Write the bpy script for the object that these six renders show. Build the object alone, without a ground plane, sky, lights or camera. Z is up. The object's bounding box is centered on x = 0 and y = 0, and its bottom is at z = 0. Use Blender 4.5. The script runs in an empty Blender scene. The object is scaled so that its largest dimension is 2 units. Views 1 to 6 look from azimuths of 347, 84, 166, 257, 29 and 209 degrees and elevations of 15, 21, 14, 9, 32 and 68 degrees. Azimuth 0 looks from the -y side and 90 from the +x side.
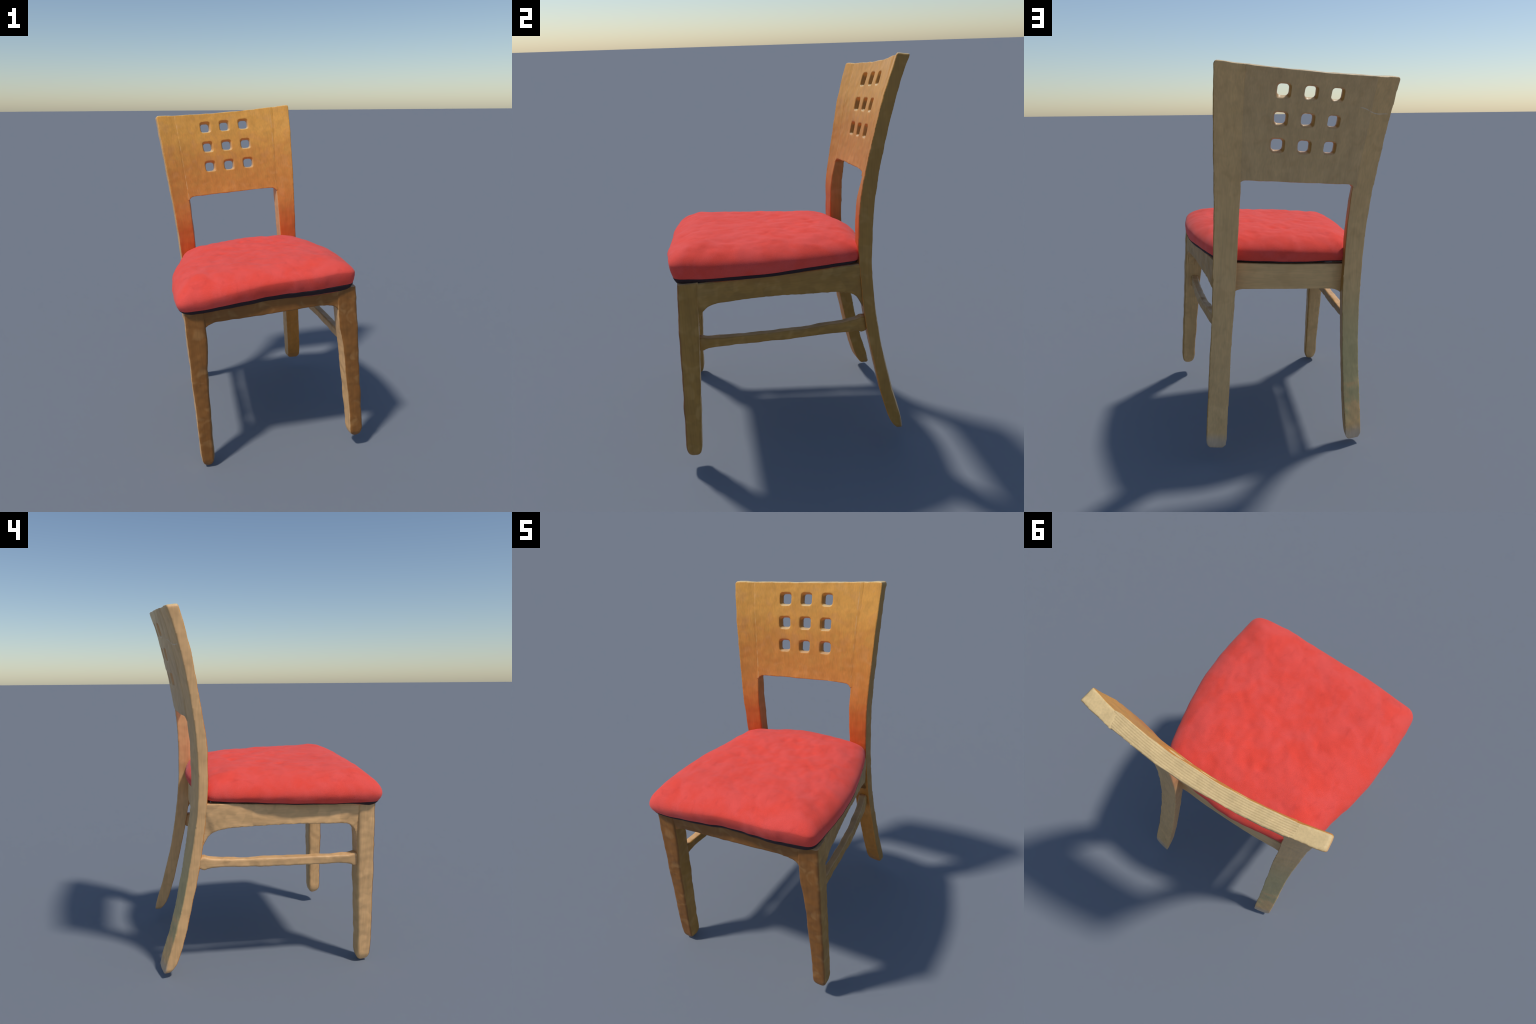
"""Upholstered dining chair: two raked back legs carrying a curved, pierced
backrest, two tapered front legs, aprons, side stretchers and a domed red
cushion.  Everything is modelled in the chair's own upright frame (x to the
sitter's left-hand side of the picture, y to the back, z up, floor at z=0) and
the parent Empty gives the slight lean the chair stands with."""
import bpy, bmesh, math, random
import numpy as np
from mathutils import Vector, noise

random.seed(7)
scene = bpy.context.scene
COLL = scene.collection

# --------------------------------------------------------------- helpers
def curve_through(points):
    """Smooth (Catmull-Rom / Hermite) function through (t, value) pairs."""
    ts = [p[0] for p in points]; vs = [p[1] for p in points]
    n = len(ts)
    slopes = []
    for i in range(n):
        a, b = max(0, i - 1), min(n - 1, i + 1)
        slopes.append((vs[b] - vs[a]) / (ts[b] - ts[a]))
    def f(t):
        t = min(max(t, ts[0]), ts[-1])
        i = 0
        while i < n - 2 and t > ts[i + 1]:
            i += 1
        h = ts[i + 1] - ts[i]; u = (t - ts[i]) / h
        return ((1 + 2 * u) * (1 - u) ** 2 * vs[i] + u * (1 - u) ** 2 * h * slopes[i]
                + u * u * (3 - 2 * u) * vs[i + 1] + u * u * (u - 1) * h * slopes[i + 1])
    return f

def smoothstep(a, b, x):
    t = min(max((x - a) / (b - a), 0.0), 1.0)
    return t * t * (3 - 2 * t)

def mesh_from_bmesh(bm, name):
    bmesh.ops.recalc_face_normals(bm, faces=bm.faces[:])
    me = bpy.data.meshes.new(name)
    bm.to_mesh(me); bm.free()
    return me

def loft(rings, name):
    """Closed solid through equally long rings of points."""
    bm = bmesh.new()
    vr = [[bm.verts.new(p) for p in r] for r in rings]
    n = len(rings[0])
    for a, b in zip(vr, vr[1:]):
        for i in range(n):
            j = (i + 1) % n
            bm.faces.new((a[i], a[j], b[j], b[i]))
    for ring in (vr[0], vr[-1]):
        c = Vector((0, 0, 0))
        for v in ring: c += v.co
        cv = bm.verts.new(c / n)
        for i in range(n):
            bm.faces.new((ring[i], ring[(i + 1) % n], cv))
    return mesh_from_bmesh(bm, name)

def prism(outline, place, depth, name):
    """Flat outline (a, b) pushed through `depth`; place(a, b, d) -> point."""
    bm = bmesh.new()
    f = [bm.verts.new(place(a, b, 0.0)) for a, b in outline]
    k = [bm.verts.new(place(a, b, depth)) for a, b in outline]
    n = len(outline)
    for i in range(n):
        j = (i + 1) % n
        bm.faces.new((f[i], f[j], k[j], k[i]))
    tri = bmesh.ops.triangle_fill
    for ring in (f, k):
        edges = []
        for i in range(n):
            e = bm.edges.get((ring[i], ring[(i + 1) % n]))
            edges.append(e)
        tri(bm, use_beauty=True, edges=edges)
    return mesh_from_bmesh(bm, name)

def lumps(p, amount, seed):
    """Carved, slightly faceted unevenness of old hand-finished wood."""
    q = Vector((p.x * 11 + seed, p.y * 11 - seed, p.z * 11 + 2 * seed))
    a = noise.noise(q)
    b = noise.noise(q * 2.7 + Vector((9.1, 3.3, 1.7)))
    return amount * (a + 0.45 * b)

def refine(me, name, voxel, smooth=3, amount=0.0018, seed=0.0, cutters=None):
    """Even, fine mesh with softened edges and shallow unevenness."""
    ob = bpy.data.objects.new(name, me)
    COLL.objects.link(ob)
    if cutters:
        m = ob.modifiers.new("holes", 'BOOLEAN')
        m.operation = 'DIFFERENCE'; m.solver = 'EXACT'; m.object = cutters
    r = ob.modifiers.new("even", 'REMESH'); r.mode = 'VOXEL'; r.voxel_size = voxel
    s = ob.modifiers.new("soft", 'SMOOTH'); s.factor = 0.5; s.iterations = smooth
    dg = bpy.context.evaluated_depsgraph_get()
    new = bpy.data.meshes.new_from_object(ob.evaluated_get(dg))
    ob.modifiers.clear()
    ob.data = new
    new.name = name
    bpy.data.meshes.remove(me)
    if amount:
        vs = new.vertices
        nr = [v.normal.copy() for v in vs]
        for v, nn in zip(vs, nr):
            v.co += nn * lumps(v.co, amount, seed)
    for p in new.polygons:
        p.use_smooth = True
    new.update()
    return ob

# --------------------------------------------------------------- node helper
class Graph:
    def __init__(self, name, rough=0.5):
        self.mat = bpy.data.materials.new(name)
        self.mat.use_nodes = True
        self.t = self.mat.node_tree
        self.bsdf = self.t.nodes["Principled BSDF"]
        self.bsdf.inputs["Roughness"].default_value = rough
        self.tc = self.t.nodes.new("ShaderNodeTexCoord")
        self.obj = self.tc.outputs["Object"]
        s = self.t.nodes.new("ShaderNodeSeparateXYZ")
        self.link(self.obj, s.inputs[0])
        self.x, self.y, self.z = s.outputs
        s2 = self.t.nodes.new("ShaderNodeSeparateXYZ")
        self.link(self.tc.outputs["Normal"], s2.inputs[0])
        self.nx, self.ny, self.nz = s2.outputs
    def link(self, a, b): self.t.links.new(a, b)
    def put(self, sock, v):
        if hasattr(v, "is_linked"): self.link(v, sock)
        else: sock.default_value = v
    def math(self, op, a, b=0.0, c=0.0, clamp=False):
        n = self.t.nodes.new("ShaderNodeMath"); n.operation = op; n.use_clamp = clamp
        for s, v in zip(n.inputs, (a, b, c)): self.put(s, v)
        return n.outputs[0]
    def ramp(self, v, a, b, lo=0.0, hi=1.0):
        n = self.t.nodes.new("ShaderNodeMapRange"); n.interpolation_type = 'SMOOTHSTEP'
        for s, q in zip(n.inputs, (v, a, b, lo, hi)): self.put(s, q)
        return n.outputs[0]
    def mix(self, f, a, b, mode='MIX'):
        n = self.t.nodes.new("ShaderNodeMix"); n.data_type = 'RGBA'; n.blend_type = mode
        self.put(n.inputs[0], f)
        for s, v in ((n.inputs[6], a), (n.inputs[7], b)):
            if isinstance(v, tuple): s.default_value = (*v, 1.0)
            else: self.link(v, s)
        return n.outputs[2]
    def noise(self, scale, detail=2.0, stretch=(1, 1, 1), shift=(0, 0, 0), rough=0.5, distort=0.0):
        m = self.t.nodes.new("ShaderNodeMapping")
        m.inputs["Scale"].default_value = stretch
        m.inputs["Location"].default_value = shift
        self.link(self.obj, m.inputs[0])
        n = self.t.nodes.new("ShaderNodeTexNoise")
        n.inputs["Scale"].default_value = scale; n.inputs["Detail"].default_value = detail
        n.inputs["Roughness"].default_value = rough; n.inputs["Distortion"].default_value = distort
        self.link(m.outputs[0], n.inputs["Vector"])
        return n.outputs["Fac"]
    def voronoi(self, scale, stretch=(1, 1, 1)):
        m = self.t.nodes.new("ShaderNodeMapping"); m.inputs["Scale"].default_value = stretch
        self.link(self.obj, m.inputs[0])
        n = self.t.nodes.new("ShaderNodeTexVoronoi"); n.feature = 'SMOOTH_F1'
        n.inputs["Scale"].default_value = scale
        n.inputs["Smoothness"].default_value = 0.35
        self.link(m.outputs[0], n.inputs["Vector"])
        return n.outputs["Color"]
    def finish(self, color, bump=None, strength=0.1, dist=0.002):
        self.link(color, self.bsdf.inputs["Base Color"])
        if bump is not None:
            b = self.t.nodes.new("ShaderNodeBump")
            b.inputs["Strength"].default_value = strength
            b.inputs["Distance"].default_value = dist
            self.link(bump, b.inputs["Height"])
            self.link(b.outputs[0], self.bsdf.inputs["Normal"])
        return self.mat

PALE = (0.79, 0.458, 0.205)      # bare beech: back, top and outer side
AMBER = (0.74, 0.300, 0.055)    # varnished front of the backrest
OLIVE = (0.40, 0.205, 0.046)    # other side's wood, with baked shade kept in the colour
BROWN = (0.275, 0.108, 0.025)     # front of legs and apron, darkened by painted-in shade

def wood(name, grain='z', front=AMBER, pale=PALE, red=False, plies=False, facets=0.07, foot=False, moss=False, scuff=False):
    g = Graph(name, 0.42)
    g.bsdf.inputs["Specular IOR Level"].default_value = 0.3
    stretch = {'x': (0.06, 1, 1), 'y': (1, 0.06, 1), 'z': (1, 1, 0.06)}[grain]
    fine = g.noise(150, 3, stretch)
    broad = g.noise(34, 2, stretch, (3, 1, 2))
    blot = g.noise(16, 1.5, (1, 1, 1), (1.3, 0.2, 4.0), distort=0.6)
    facet = g.voronoi(24)
    wob = g.math('MULTIPLY', g.math('SUBTRACT', blot, 0.5), 0.5)
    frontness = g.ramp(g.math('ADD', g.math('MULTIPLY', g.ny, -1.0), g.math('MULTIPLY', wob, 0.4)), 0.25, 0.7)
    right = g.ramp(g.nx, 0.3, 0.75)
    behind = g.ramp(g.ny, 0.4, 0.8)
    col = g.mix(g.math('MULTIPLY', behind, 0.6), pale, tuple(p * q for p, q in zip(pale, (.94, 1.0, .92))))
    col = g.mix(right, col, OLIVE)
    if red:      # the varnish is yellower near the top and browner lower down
        hue = g.mix(g.ramp(g.math('ADD', g.z, wob), 1.42, 1.88), (0.68, 0.260, 0.050), (0.80, 0.375, 0.070))
        col = g.mix(frontness, col, hue)
    else:
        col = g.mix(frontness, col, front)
    # old-varnish blotches and grain
    col = g.mix(g.math('MULTIPLY', g.ramp(blot, 0.5, 0.75), 0.16), col, (0.40, 0.19, 0.055))
    col = g.mix(g.math('MULTIPLY', g.ramp(blot, 0.5, 0.25), 0.14), col, (0.82, 0.50, 0.20))
    sep = g.t.nodes.new("ShaderNodeSeparateColor"); g.link(facet, sep.inputs[0])
    tone = g.math('ADD', g.math('MULTIPLY', sep.outputs[0], facets), 1.0 - 0.6 * facets)
    tone = g.math('MULTIPLY', tone, g.ramp(fine, 0.3, 0.7, 0.95, 1.04))
    tone = g.math('MULTIPLY', tone, g.ramp(broad, 0.3, 0.7, 0.955, 1.045))
    if red:      # red light reflected from the cushion, painted onto the uprights
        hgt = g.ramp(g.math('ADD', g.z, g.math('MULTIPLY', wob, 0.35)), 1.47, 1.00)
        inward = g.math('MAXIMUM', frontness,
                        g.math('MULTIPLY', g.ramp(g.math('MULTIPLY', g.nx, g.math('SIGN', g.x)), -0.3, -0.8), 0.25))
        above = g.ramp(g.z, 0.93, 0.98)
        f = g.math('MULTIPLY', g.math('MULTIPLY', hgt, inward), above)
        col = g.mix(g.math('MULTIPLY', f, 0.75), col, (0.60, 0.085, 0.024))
    if moss:     # greenish weathering low on one back leg
        f = g.math('MULTIPLY', g.ramp(g.x, -0.25, -0.3),
                   g.math('MULTIPLY', g.ramp(g.ny, 0.2, 0.6),
                          g.math('MULTIPLY', g.ramp(g.z, 0.95, 0.45), g.ramp(g.math('ADD', g.z, wob), 0.12, 0.30))))
        col = g.mix(g.math('MULTIPLY', f, 0.5), col, (0.46, 0.45, 0.21))
    if foot:     # scuffed, greyish feet
        f = g.ramp(g.math('ADD', g.z, g.math('MULTIPLY', wob, 0.08)), 0.085, 0.02)
        f = g.math('MULTIPLY', f, g.ramp(g.ny, -0.2, 0.4))
        col = g.mix(g.math('MULTIPLY', f, 0.55), col, (0.52, 0.44, 0.38))
    # paler wood tone on the top faces
    top = g.math('MULTIPLY', g.ramp(g.nz, 0.55, 0.85), g.ramp(g.z, 1.6, 1.7))
    col = g.mix(g.math('MULTIPLY', top, 0.75), col, (0.84, 0.64, 0.31))
    if plies:    # laminated edge seen on the top
        d = g.math('ADD', g.y, g.math('MULTIPLY', g.math('MULTIPLY', g.x, g.x), 0.27))
        d = g.math('ADD', d, g.math('MULTIPLY', wob, 0.004))
        band = g.math('SINE', g.math('MULTIPLY', d, 820.0))
        f = g.math('MULTIPLY', g.ramp(g.nz, 0.6, 0.85), g.ramp(band, -0.2, 0.8))
        col = g.mix(g.math('MULTIPLY', f, 0.5), col, (0.56, 0.36, 0.15))
    if scuff:    # long pale scratch across the back
        line = g.math('ADD', 1.742, g.math('MULTIPLY', g.math('SINE', g.math('MULTIPLY', g.x, 40.0)), 0.006))
        line = g.math('ADD', line, g.math('MULTIPLY', g.math('ADD', g.x, 0.30), 0.12))
        dist = g.math('ABSOLUTE', g.math('SUBTRACT', g.z, line))
        f = g.math('MULTIPLY', g.ramp(dist, 0.003, 0.001), g.ramp(g.ny, 0.4, 0.7))
        f = g.math('MULTIPLY', f, g.math('MULTIPLY', g.ramp(g.x, -0.43, -0.41), g.ramp(g.x, -0.25, -0.27)))
        f = g.math('MULTIPLY', f, g.ramp(g.noise(30, 1), 0.35, 0.6))
        col = g.mix(g.math('MULTIPLY', f, 0.45), col, (0.75, 0.70, 0.62))
    if plies:    # glue line along the joints between panel and uprights
        joint = g.math('ADD', 0.3045, g.math('MULTIPLY', g.math('SUBTRACT', g.z, 1.45), 0.045))
        dist = g.math('ABSOLUTE', g.math('SUBTRACT', g.math('ABSOLUTE', g.x), joint))
        f = g.math('MULTIPLY', g.ramp(dist, 0.0035, 0.001), g.ramp(g.noise(22, 2), 0.40, 0.62))
        col = g.mix(g.math('MULTIPLY', f, 0.45), col, (0.80, 0.50, 0.24))
    mul = g.t.nodes.new("ShaderNodeCombineColor")
    for s in mul.inputs: g.link(tone, s)
    col = g.mix(1.0, col, mul.outputs[0], 'MULTIPLY')
    return g.finish(col, fine, 0.12, 0.002)

def fabric(name):
    g = Graph(name, 0.95)
    g.bsdf.inputs["Specular IOR Level"].default_value = 0.12
    g.bsdf.inputs["Sheen Weight"].default_value = 0.12
    g.bsdf.inputs["Sheen Roughness"].default_value = 0.5
    a = g.noise(7.5, 3, (1, 1, 1), (0, 0, 0), 0.55, 0.5)
    b = g.noise(20, 2, (1.0, 0.55, 1), (5, 2, 1), 0.5, 0.4)
    weave = g.noise(420, 2)
    col = g.mix(g.ramp(a, 0.32, 0.68), (0.88, 0.080, 0.054), (0.88, 0.100, 0.080))
    col = g.mix(g.math('MULTIPLY', g.ramp(b, 0.56, 0.78), 0.22), col, (0.56, 0.042, 0.036))
    tone = g.ramp(weave, 0.3, 0.7, 0.92, 1.05)
    mul = g.t.nodes.new("ShaderNodeCombineColor")
    for s in mul.inputs: g.link(tone, s)
    col = g.mix(1.0, col, mul.outputs[0], 'MULTIPLY')
    return g.finish(col, weave, 0.35, 0.003)

def strip_shade(name):
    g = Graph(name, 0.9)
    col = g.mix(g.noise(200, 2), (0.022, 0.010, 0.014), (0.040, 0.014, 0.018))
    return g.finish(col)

# --------------------------------------------------------------- root
chair = bpy.data.objects.new("wooden_dining_chair", None)
chair.empty_display_size = 0.3
COLL.objects.link(chair)
chair.rotation_mode = 'XYZ'
chair.rotation_euler = (0.0215, -0.0759, -0.0133)
chair.location = (0.0604, -0.0017, 0.0461)
chair["label"] = "wooden dining chair with pierced backrest and plump red seat cushion"
chair["category"] = "chair"

def adopt(ob, mat, parent=None):
    ob.parent = parent or chair
    ob.data.materials.clear()
    ob.data.materials.append(mat)
    return ob

# --------------------------------------------------------------- back legs
back_y = curve_through([(0, .574), (.03, .571), (.1, .554), (.2, .525), (.3, .501), (.4, .479), (.5, .461),
                        (.6, .446), (.7, .431), (.8, .421), (.9, .412), (1.0, .410), (1.1, .412), (1.2, .418),
                        (1.3, .428), (1.4, .443), (1.5, .460), (1.6, .481), (1.7, .505), (1.8, .533), (1.92, .572)])
front_y = curve_through([(0, .548), (.02, .530), (.05, .509), (.1, .491), (.2, .463), (.3, .442), (.4, .423),
                         (.5, .403), (.6, .386), (.7, .373), (.8, .363), (.9, .357), (1.0, .358), (1.1, .360),
                         (1.2, .364), (1.3, .372), (1.4, .389), (1.5, .409), (1.6, .431), (1.7, .455), (1.8, .484), (1.92, .523)])
outer_x = curve_through([(0, .428), (.1, .426), (.25, .419), (.4, .414), (.55, .409), (.7, .405), (.9, .405),
                         (1.1, .407), (1.3, .415), (1.5, .428), (1.7, .440), (1.92, .453)])
inner_x = curve_through([(0, .336), (.1, .330), (.25, .323), (.4, .317), (.55, .311), (.7, .304), (.85, .298),
                         (1.1, .297), (1.3, .298), (1.45, .302), (1.7, .314), (1.92, .323)])
front_sag = curve_through([(0, .018), (1.2, .018), (1.34, .036), (1.42, .045), (1.56, .050), (1.8, .055), (1.95, .055)])
rear_sag = curve_through([(0, .056), (1.0, .056), (1.3, .048), (1.4, .046), (1.6, .051), (1.8, .053), (1.95, .050)])
def bow(x, z, v=1.0):
    """Backward bow at width x; v runs from the front face (0) to the rear face (1)."""
    u = min(abs(x) / outer_x(z), 1.0)
    rear = rear_sag(z) * (1 - u ** 2)
    face = front_sag(z) * (1 - u ** (3.2 - 1.1 * smoothstep(1.38, 1.75, z)))
    return face + (rear - face) * v
def lean(side, z, v=1.0):                     # the back is very slightly twisted
    face = 0.008 * smoothstep(1.4, 1.9, z)
    rear = 0.008 * smoothstep(0.5, 1.1, z)
    return side * (face + (rear - face) * v)
TOP = 1.916
def top_at(x):                                # the top edge dips a little in the middle
    return TOP - 0.016 * (1 - min(1.0, abs(x) / 0.45) ** 2)

def forward(z):                               # the uprights' front face, full where the sitter leans
    return -.003 + .010 * smoothstep(.85, 1.05, z) - .0025 * smoothstep(1.2, 1.4, z) + .0015 * smoothstep(1.5, 1.7, z)

def back_leg(side):
    rings = []
    zs = [0.0, .006, .014, .026, .05] + [.05 + (TOP - .07) * i / 60 for i in range(1, 61)] + [TOP - .014, TOP - .009, TOP - .004, TOP]
    for z in zs:
        xo, xi = outer_x(z) + side * 0.003 - 0.003 * smoothstep(.9, .5, z), inner_x(z) - 0.002
        sh = 0.020 * max(0.0, 1 - z / 0.026) ** 2
        xo -= sh * 0.8; xi += sh * 0.8
        xo -= 0.010 * max(0.0, 1 - (TOP - z) / 0.014) ** 2
        yf, yb = front_y(z), back_y(z)
        top = smoothstep(TOP - 0.1, TOP, z)
        ring = []
        def pt(u, v):
            x = (xi - .010 * (v - .5)) + (xo - xi + .018 * (v - .5)) * u
            fwd = forward(z)
            y = yf - fwd + (yb - yf + fwd + .002) * v + bow(x, z, v) + lean(side, z, v)
            shift = (0.006 if side < 0 else 0.001) * (1 - smoothstep(.5, 1.0, z))
            return (side * x + shift, y, z - top * 0.010 * v - (TOP - top_at(x)) * smoothstep(TOP - 0.3, TOP, z) - 0.004 * (1 - v) * max(0, 1 - z / .03))
        n = 6
        ring += [pt(i / n, 0) for i in range(n)]
        ring += [pt(1, i / n) for i in range(n)]
        ring += [pt(1 - i / n, 1) for i in range(n)]
        ring += [pt(0, 1 - i / n) for i in range(n)]
        rings.append(ring)
    return refine(loft(rings, "back_leg"), "back_leg", 0.0042, 6, 0.0024, 3.1)

# --------------------------------------------------------------- backrest panel
PANEL_LOW = 1.372
def backrest():
    nu, nv = 90, 60
    def low(x):                               # rounded inner corners of the opening
        d = inner_x(PANEL_LOW) - abs(x)
        return PANEL_LOW - 0.020 * math.exp(-max(d, 0) / 0.010)
    front, back = {}, {}
    bm = bmesh.new()
    for i in range(nu + 1):
        u = -1 + 2 * i / nu
        for j in range(nv + 1):
            v = j / nv
            z0 = PANEL_LOW + (TOP - PANEL_LOW) * v
            x = u * (inner_x(z0) + 0.022)
            z = low(x) + (top_at(x) + 0.0004 - low(x)) * v
            s = x / outer_x(z)
            proud = 0.0014 - 0.0044 * smoothstep(inner_x(z0) - .002, inner_x(z0) + .020, abs(x))
            front[i, j] = bm.verts.new((x, front_y(z) + bow(x, z, 0) + lean(s, z, 0) - forward(z) - proud, z + 0.007 * (1 - v) ** 6))
            back[i, j] = bm.verts.new((x, back_y(z) + bow(x, z, 1) + lean(s, z, 1) + 0.002 + proud, z - 0.010 * smoothstep(.8, 1, v)))
    for i in range(nu):
        for j in range(nv):
            bm.faces.new((front[i, j], front[i + 1, j], front[i + 1, j + 1], front[i, j + 1]))
            bm.faces.new((back[i, j], back[i, j + 1], back[i + 1, j + 1], back[i + 1, j]))
    for i in range(nu):
        for j in (0, nv):
            bm.faces.new((front[i, j], back[i, j], back[i + 1, j], front[i + 1, j]))
    for j in range(nv):
        for i in (0, nu):
            bm.faces.new((front[i, j], front[i, j + 1], back[i, j + 1], back[i, j]))
    panel = mesh_from_bmesh(bm, "backrest")
    # nine square holes, rounded corners, bored square to the panel
    cut = bmesh.new()
    half, rad, k = 0.0265, 0.016, 6
    for r in range(3):
        for c in range(3):
            x = (c - 1) * 0.1315 + random.uniform(-.0012, .0012)
            zc = 1.812 - r * 0.1265 + random.uniform(-.0012, .0012)
            yc = 0.5 * (front_y(zc) + bow(x, zc, 0) + back_y(zc) + bow(x, zc, 1))
            deep = 0.5 * (back_y(zc) + bow(x, zc, 1) - front_y(zc) - bow(x, zc, 0))
            slope = (front_y(zc + .05) - front_y(zc - .05)) / 0.1
            along = Vector((0.11 * x / outer_x(zc) ** 2, 1.0, -slope)).normalized()
            side = along.cross(Vector((0, 0, 1))).normalized()
            up = side.cross(along)
            rings = []
            for d, grow in ((-deep - .02, .012), (-deep, .0065), (-deep + .006, .0032), (-deep + .016, .001), (0, 0), (deep - .018, .001),
                            (deep - .008, .0045), (deep, .009), (deep + .02, .018)):
                ring = []
                for q in range(4):
                    for s in range(k):
                        a = math.radians(90 * q + 90 * s / (k - 1))
                        cx = (half + grow - rad) * (1 if q in (0, 3) else -1)
                        cz = (half + grow - rad) * (1 if q in (0, 1) else -1)
                        p = side * (cx + rad * math.cos(a)) + up * (cz + rad * math.sin(a)) + along * d
                        ring.append(cut.verts.new(Vector((x, yc, zc - 0.006)) + p))
                rings.append(ring)
            n = len(rings[0])
            for ra, rb in zip(rings, rings[1:]):
                for i in range(n):
                    cut.faces.new((ra[i], ra[(i + 1) % n], rb[(i + 1) % n], rb[i]))
            cut.faces.new(rings[0]); cut.faces.new(rings[-1])
    cutter = bpy.data.objects.new("cutter", mesh_from_bmesh(cut, "cutter"))
    COLL.objects.link(cutter)
    ob = refine(panel, "backrest", 0.0032, 5, 0.0024, 3.1, cutter)
    bpy.data.objects.remove(cutter)
    return ob

# --------------------------------------------------------------- front legs
leg_front = curve_through([(0, -.576), (.1, -.575), (.25, -.569), (.45, -.559), (.65, -.550), (.95, -.534)])
leg_rear = curve_through([(0, -.496), (.1, -.493), (.25, -.482), (.45, -.467), (.65, -.454), (.95, -.436)])
leg_in = curve_through([(0, .410), (.2, .406), (.45, .397), (.6, .390), (.72, .376), (.95, .372)])
leg_in_rear = curve_through([(0, .404), (.2, .398), (.45, .389), (.6, .383), (.72, .376), (.95, .372)])
def front_leg(side):
    rings = []
    zs = [0.0, .0015, .004, .008, .014, .022, .032, .046, .062] + [.062 + .883 * i / 44 for i in range(1, 45)]
    for z in zs:
        xo, xi, yf, yr = 0.483 + side * .006, leg_in(z) + side * .005, leg_front(z), leg_rear(z)
        xr = leg_in_rear(z) + side * .005
        e = max(0.0, 1 - z / 0.062)
        sh = 0.0335 * (1 - math.sqrt(max(0, 1 - e * e)))
        xo -= sh; xi += sh; xr += sh; yf += sh; yr -= sh
        ring, r, k = [], 0.014, 5
        for cx, cy, a0 in ((xo - r, yr - r, 0), (xr + r, yr - r, 90), (xi + r, yf + r, 180), (xo - r, yf + r, 270)):
            for s in range(k):
                a = math.radians(a0 + 90 * s / (k - 1))
                ring.append((side * (cx + r * math.cos(a)), cy + r * math.sin(a), z))
        rings.append(ring)
    return refine(loft(rings, "front_leg"), "front_leg", 0.0042, 3, 0.0038, 8.4 + side)

# --------------------------------------------------------------- aprons and rails
def spread(points, step=0.02):
    f = curve_through(points)
    n = max(2, int((points[-1][0] - points[0][0]) / step))
    return [(points[0][0] + (points[-1][0] - points[0][0]) * i / n,
             f(points[0][0] + (points[-1][0] - points[0][0]) * i / n)) for i in range(n + 1)]

def side_apron(side):
    bottom = spread([(-.452, .71), (-.444, .745), (-.432, .782), (-.41, .812), (-.375, .829), (-.32, .833), (-.2, .834), (-.05, .829),
                     (.1, .820), (.25, .809), (.305, .796), (.338, .774), (.358, .745), (.380, .70)], 0.008)
    outline = bottom + [(.385, .94), (-.455, .94)]
    def place(y, z, d):
        x = 0.488 + side * .002 + (0.398 - 0.488) * (y + .455) / .84 - d
        if side < 0: x += .008 * max(0, 1 - ((y + .05) / .42) ** 2)
        x -= (0.016 if side < 0 else 0.006) * smoothstep(-.30, -.42, y) + 0.010 * smoothstep(.80, .77, z)
        return (side * x, y, z)
    return refine(prism(outline, place, 0.048, "side_apron"), "side_apron", 0.0042, 3, 0.0034, 5.2 + side)

def front_apron():
    bottom = spread([(-.398, .770), (-.388, .805), (-.368, .838), (-.33, .857), (-.28, .860), (-.1, .858), (.1, .860),
                     (.27, .858), (.33, .852), (.362, .840), (.382, .815), (.396, .775)], 0.008)
    outline = bottom + [(.396, .94), (-.398, .94)]
    return refine(prism(outline, lambda x, z, d: (x, -.530 + d, z), 0.05, "front_apron"), "front_apron", 0.0042, 3, 0.0036, 2.2)

def rear_rail():
    bottom = spread([(-.330, .735), (-.308, .765), (-.285, .783), (-.25, .794), (0, .796), (.25, .794), (.285, .783), (.308, .765), (.330, .735)], 0.01)
    outline = bottom + [(.33, .935), (.11, .935), (-.11, .935), (-.33, .935)]
    def place(x, z, d):
        return (x, 0.400 - 0.014 * (x / .3) ** 2 - d * (0.5 + 0.5 * smoothstep(.77, .80, z)), z)
    return refine(prism(outline, place, 0.05, "rear_rail"), "rear_rail", 0.0042, 3, 0.0012, 6.6)

stretch_x = curve_through([(-.47, .450), (-.2, .446), (0, .439), (.12, .429), (.25, .413), (.36, .394), (.4, .388)])
def stretcher(side):
    rings = []
    y0, y1 = -.470, .395
    for i in range(61):
        y = y0 + (y1 - y0) * i / 60
        flare = 0.022 * math.exp(-abs(y - (-.448)) / .018) + 0.022 * math.exp(-abs(y - .372) / .022)
        xo = stretch_x(y) if side > 0 else 0.458 + (0.394 - 0.458) * (y + .45) / .83
        xi = xo - 0.046 - 0.10 * flare
        zt = 0.646 + 0.004 * smoothstep(.05, .35, y) + flare * 0.8
        zb = 0.598 - side * 0.008 * smoothstep(.05, .35, y) - flare * 1.0
        drop = 0.004 + 0.010 * smoothstep(-.4, .3, y) if side < 0 else 0.006
        zt -= drop; zb -= drop
        ring, r, k = [], 0.009, 4
        for cx, cz, a0 in ((xo - r, zt - r, 0), (xi + r, zt - r, 90), (xi + r, zb + r, 180), (xo - r, zb + r, 270)):
            for s in range(k):
                a = math.radians(a0 + 90 * s / (k - 1))
                ring.append((side * (cx + r * math.cos(a)), y, cz + r * math.sin(a)))
        rings.append(ring)
    return refine(loft(rings, "stretcher"), "stretcher", 0.004, 3, 0.0044, 1.7 + side)

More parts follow.
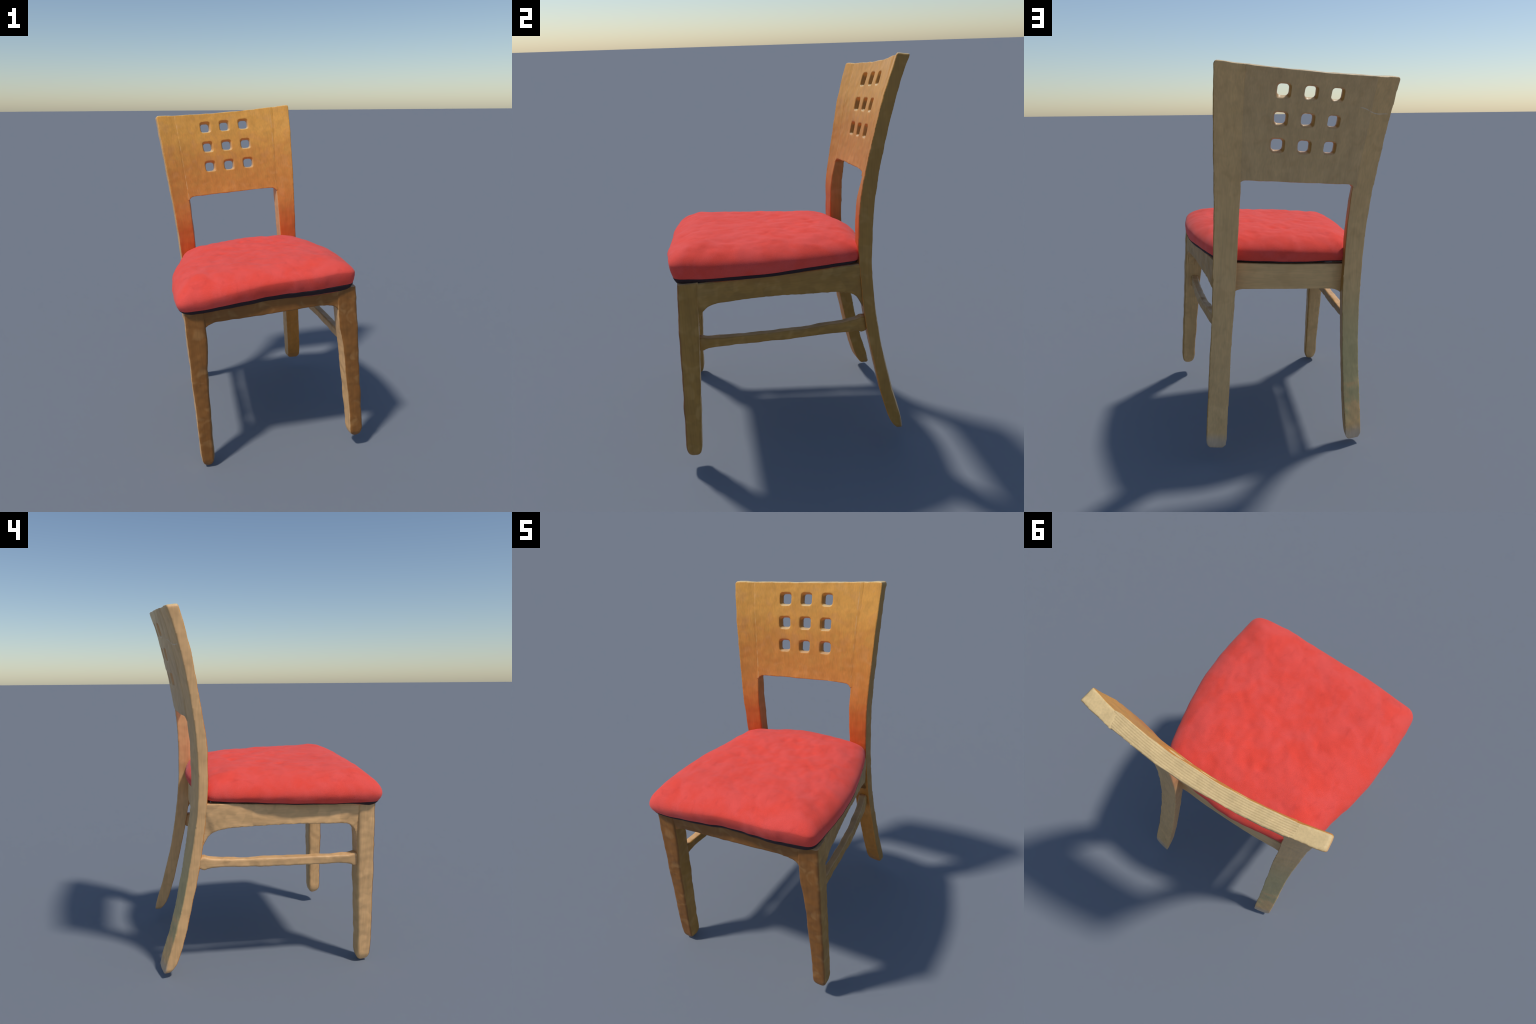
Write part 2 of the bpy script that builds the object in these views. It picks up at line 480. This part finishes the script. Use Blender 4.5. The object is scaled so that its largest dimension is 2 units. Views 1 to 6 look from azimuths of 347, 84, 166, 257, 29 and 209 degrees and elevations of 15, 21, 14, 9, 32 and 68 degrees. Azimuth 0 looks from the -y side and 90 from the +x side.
# --------------------------------------------------------------- cushion
# plan of the widest line of the cushion, with the height of that line
EDGE = [(0, -.574, 1.040), (.214, -.578, 1.040), (.381, -.572, 1.044), (.472, -.548, 1.030), (.499, -.445, 1.018), (.509, -.25, 1.012),
        (.493, -.03, 1.008), (.460, .149, .996), (.424, .287, .990), (.380, .368, .988), (.250, .404, .992), (0, .428, .998),
        (-.245, .398, .986), (-.378, .362, .976), (-.412, .278, .974), (-.446, .139, .980), (-.486, -.032, .990), (-.510, -.248, .994),
        (-.514, -.449, .994), (-.488, -.556, .993), (-.385, -.574, 1.000), (-.214, -.578, 1.022)]
def cushion_edge(n):
    pts = EDGE
    m = len(pts); out = []
    dense = []
    for i in range(m):
        p = [Vector(pts[(i + k - 1) % m]) for k in range(4)]
        for s in range(16):
            t = s / 16
            dense.append(0.5 * ((2 * p[1]) + (p[2] - p[0]) * t + (2 * p[0] - 5 * p[1] + 4 * p[2] - p[3]) * t * t
                                + (3 * p[1] - p[0] - 3 * p[2] + p[3]) * t ** 3))
    length = [0.0]
    for i in range(len(dense)):
        length.append(length[-1] + (dense[(i + 1) % len(dense)] - dense[i]).length)
    j = 0
    for i in range(n):
        t = length[-1] * i / n
        while length[j + 1] < t: j += 1
        f = (t - length[j]) / (length[j + 1] - length[j])
        p = dense[j].lerp(dense[(j + 1) % len(dense)], f)
        w = 0.006 * noise.noise(Vector((p.x * 9, p.y * 9, 7.0))) + 0.0025 * noise.noise(Vector((p.x * 22, p.y * 22, 2.0)))
        r = Vector((p.x, p.y + .09)).normalized() * w
        out.append(p + Vector((r.x, r.y, 0)))
    return out

DENTS = [(-.02, .17, .020, .010), (.06, .18, .020, .010), (.14, .02, .03, .006), (.2, .04, .026, .006), (-.14, .02, .03, .006), (.09, .08, .022, .006), (-.06, .06, .022, .005),
         (-.2, -.08, .03, .003), (.05, -.42, .04, .003), (-.02, -.05, .03, .003)]
BASE = 0.939
def base_at(e):                        # the cloth is pulled down over the frame at the front corners
    return BASE - 0.018 * smoothstep(-.40, -.56, e.y) * (0.5 + 0.5 * min(1, abs(e.x) / .45))
UNDER = ((0, 0), (.0010, .16), (.0040, .34), (.0085, .52), (.0140, .68), (.0205, .82), (.028, .93), (.038, .99), (.06, 1.0))
def tuck(e):                           # the front rolls under further than the sides
    return 1.0 + 0.6 * smoothstep(-.3, -.52, e.y)
def cushion():
    N, M = 260, 70
    rim = cushion_edge(N)
    centre = Vector((0, -.09, 0))
    bm = bmesh.new()
    APEX = 1.104
    def wrinkle(p):
        q = Vector((p.x * 5.5, p.y * 5.5, 3.0))
        w = 0.004 * noise.noise(q) + 0.0050 * noise.noise(q * 2.4) + 0.0028 * noise.noise(q * 5.0)
        for dx, dy, r, h in DENTS:
            w -= h * math.exp(-((p.x - dx) ** 2 + (p.y - dy) ** 2) / (2 * r * r))
        return w
    def hump(p):                       # fuller towards the front, sat-in behind the middle
        return (0.012 * math.exp(-((p.y + .42) / .11) ** 2) * max(0, 1 - (abs(p.x) / .48) ** 4)
                - 0.005 * math.exp(-((p.y - .10) / .20) ** 2 - (p.x / .26) ** 2))
    rows = []
    for j in range(1, M + 1):
        s = j / M
        t = 1 - (1 - s) ** 1.6            # rows crowd towards the rim
        row = []
        for e in rim:
            p = centre.lerp(e, t)
            front = smoothstep(.1, -.45, p.y)
            g = max(0.0, 1 - t ** (3.5 + 2.5 * front)) ** 0.56
            z = e.z + (APEX - e.z) * g + hump(p) * min(1, 4 * (1 - t)) + wrinkle(p) * min(1, 6 * (1 - t) + .15)
            row.append(bm.verts.new((p.x, p.y, z)))
        rows.append(row)
    # rolled under-edge down to the seat frame
    for inset, f in UNDER[1:]:
        row = []
        for e in rim:
            d = Vector((centre.x - e.x, centre.y - e.y, 0)).normalized() * tuck(e)
            w = 0.006 * noise.noise(Vector((e.x * 9, e.y * 9, 3.0))) * min(1, inset / .01)
            p = e + d * (inset + w)
            row.append(bm.verts.new((p.x, p.y, e.z + (base_at(e) - e.z) * f)))
        rows.append(row)
    for a, b in zip(rows, rows[1:]):
        for i in range(N):
            k = (i + 1) % N
            bm.faces.new((a[i], a[k], b[k], b[i]))
    mid = bm.verts.new((centre.x, centre.y, APEX + wrinkle(centre) + hump(centre)))
    low = bm.verts.new((centre.x, centre.y, BASE))
    for i in range(N):
        bm.faces.new((rows[0][i], rows[0][(i + 1) % N], mid))
        bm.faces.new((rows[-1][i], rows[-1][(i + 1) % N], low))
    me = mesh_from_bmesh(bm, "seat_cushion")
    for p in me.polygons: p.use_smooth = True
    ob = bpy.data.objects.new("seat_cushion", me)
    COLL.objects.link(ob)
    return ob

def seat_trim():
    """Added dark strip for the shade under the cushion edge, deeper along the front."""
    rim = cushion_edge(260)
    c = Vector((0, -.09))
    def inset_at(f):
        for (i0, f0), (i1, f1) in zip(UNDER, UNDER[1:]):
            if f <= f1:
                return i0 + (i1 - i0) * (f - f0) / (f1 - f0)
        return UNDER[-1][0]
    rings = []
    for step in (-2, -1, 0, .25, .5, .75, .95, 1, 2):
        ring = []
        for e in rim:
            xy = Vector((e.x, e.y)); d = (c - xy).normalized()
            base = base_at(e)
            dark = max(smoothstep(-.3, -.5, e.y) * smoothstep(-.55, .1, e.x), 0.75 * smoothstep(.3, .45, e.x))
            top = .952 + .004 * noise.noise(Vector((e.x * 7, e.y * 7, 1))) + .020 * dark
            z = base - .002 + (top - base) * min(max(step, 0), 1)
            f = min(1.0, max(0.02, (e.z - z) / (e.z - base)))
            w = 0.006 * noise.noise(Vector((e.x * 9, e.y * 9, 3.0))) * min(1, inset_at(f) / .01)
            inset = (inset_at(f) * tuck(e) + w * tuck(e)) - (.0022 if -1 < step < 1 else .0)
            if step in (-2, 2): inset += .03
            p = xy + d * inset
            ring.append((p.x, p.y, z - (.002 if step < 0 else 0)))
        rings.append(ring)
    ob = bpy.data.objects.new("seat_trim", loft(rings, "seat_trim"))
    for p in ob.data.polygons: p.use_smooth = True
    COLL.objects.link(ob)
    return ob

# --------------------------------------------------------------- assemble
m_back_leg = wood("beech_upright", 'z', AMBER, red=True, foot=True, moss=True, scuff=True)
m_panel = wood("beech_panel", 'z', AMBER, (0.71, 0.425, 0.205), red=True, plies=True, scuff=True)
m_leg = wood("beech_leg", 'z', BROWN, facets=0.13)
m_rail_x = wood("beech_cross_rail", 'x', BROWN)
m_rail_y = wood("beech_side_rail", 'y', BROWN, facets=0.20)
m_red = fabric("red_seat_cloth")
m_dark = strip_shade("dark_shade_strip")  # near-black of the added strip that stands in for shade

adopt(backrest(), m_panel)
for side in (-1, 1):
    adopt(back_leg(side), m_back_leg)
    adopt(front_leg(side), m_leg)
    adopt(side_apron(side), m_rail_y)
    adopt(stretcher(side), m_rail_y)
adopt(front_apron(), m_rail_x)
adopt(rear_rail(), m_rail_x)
adopt(cushion(), m_red)
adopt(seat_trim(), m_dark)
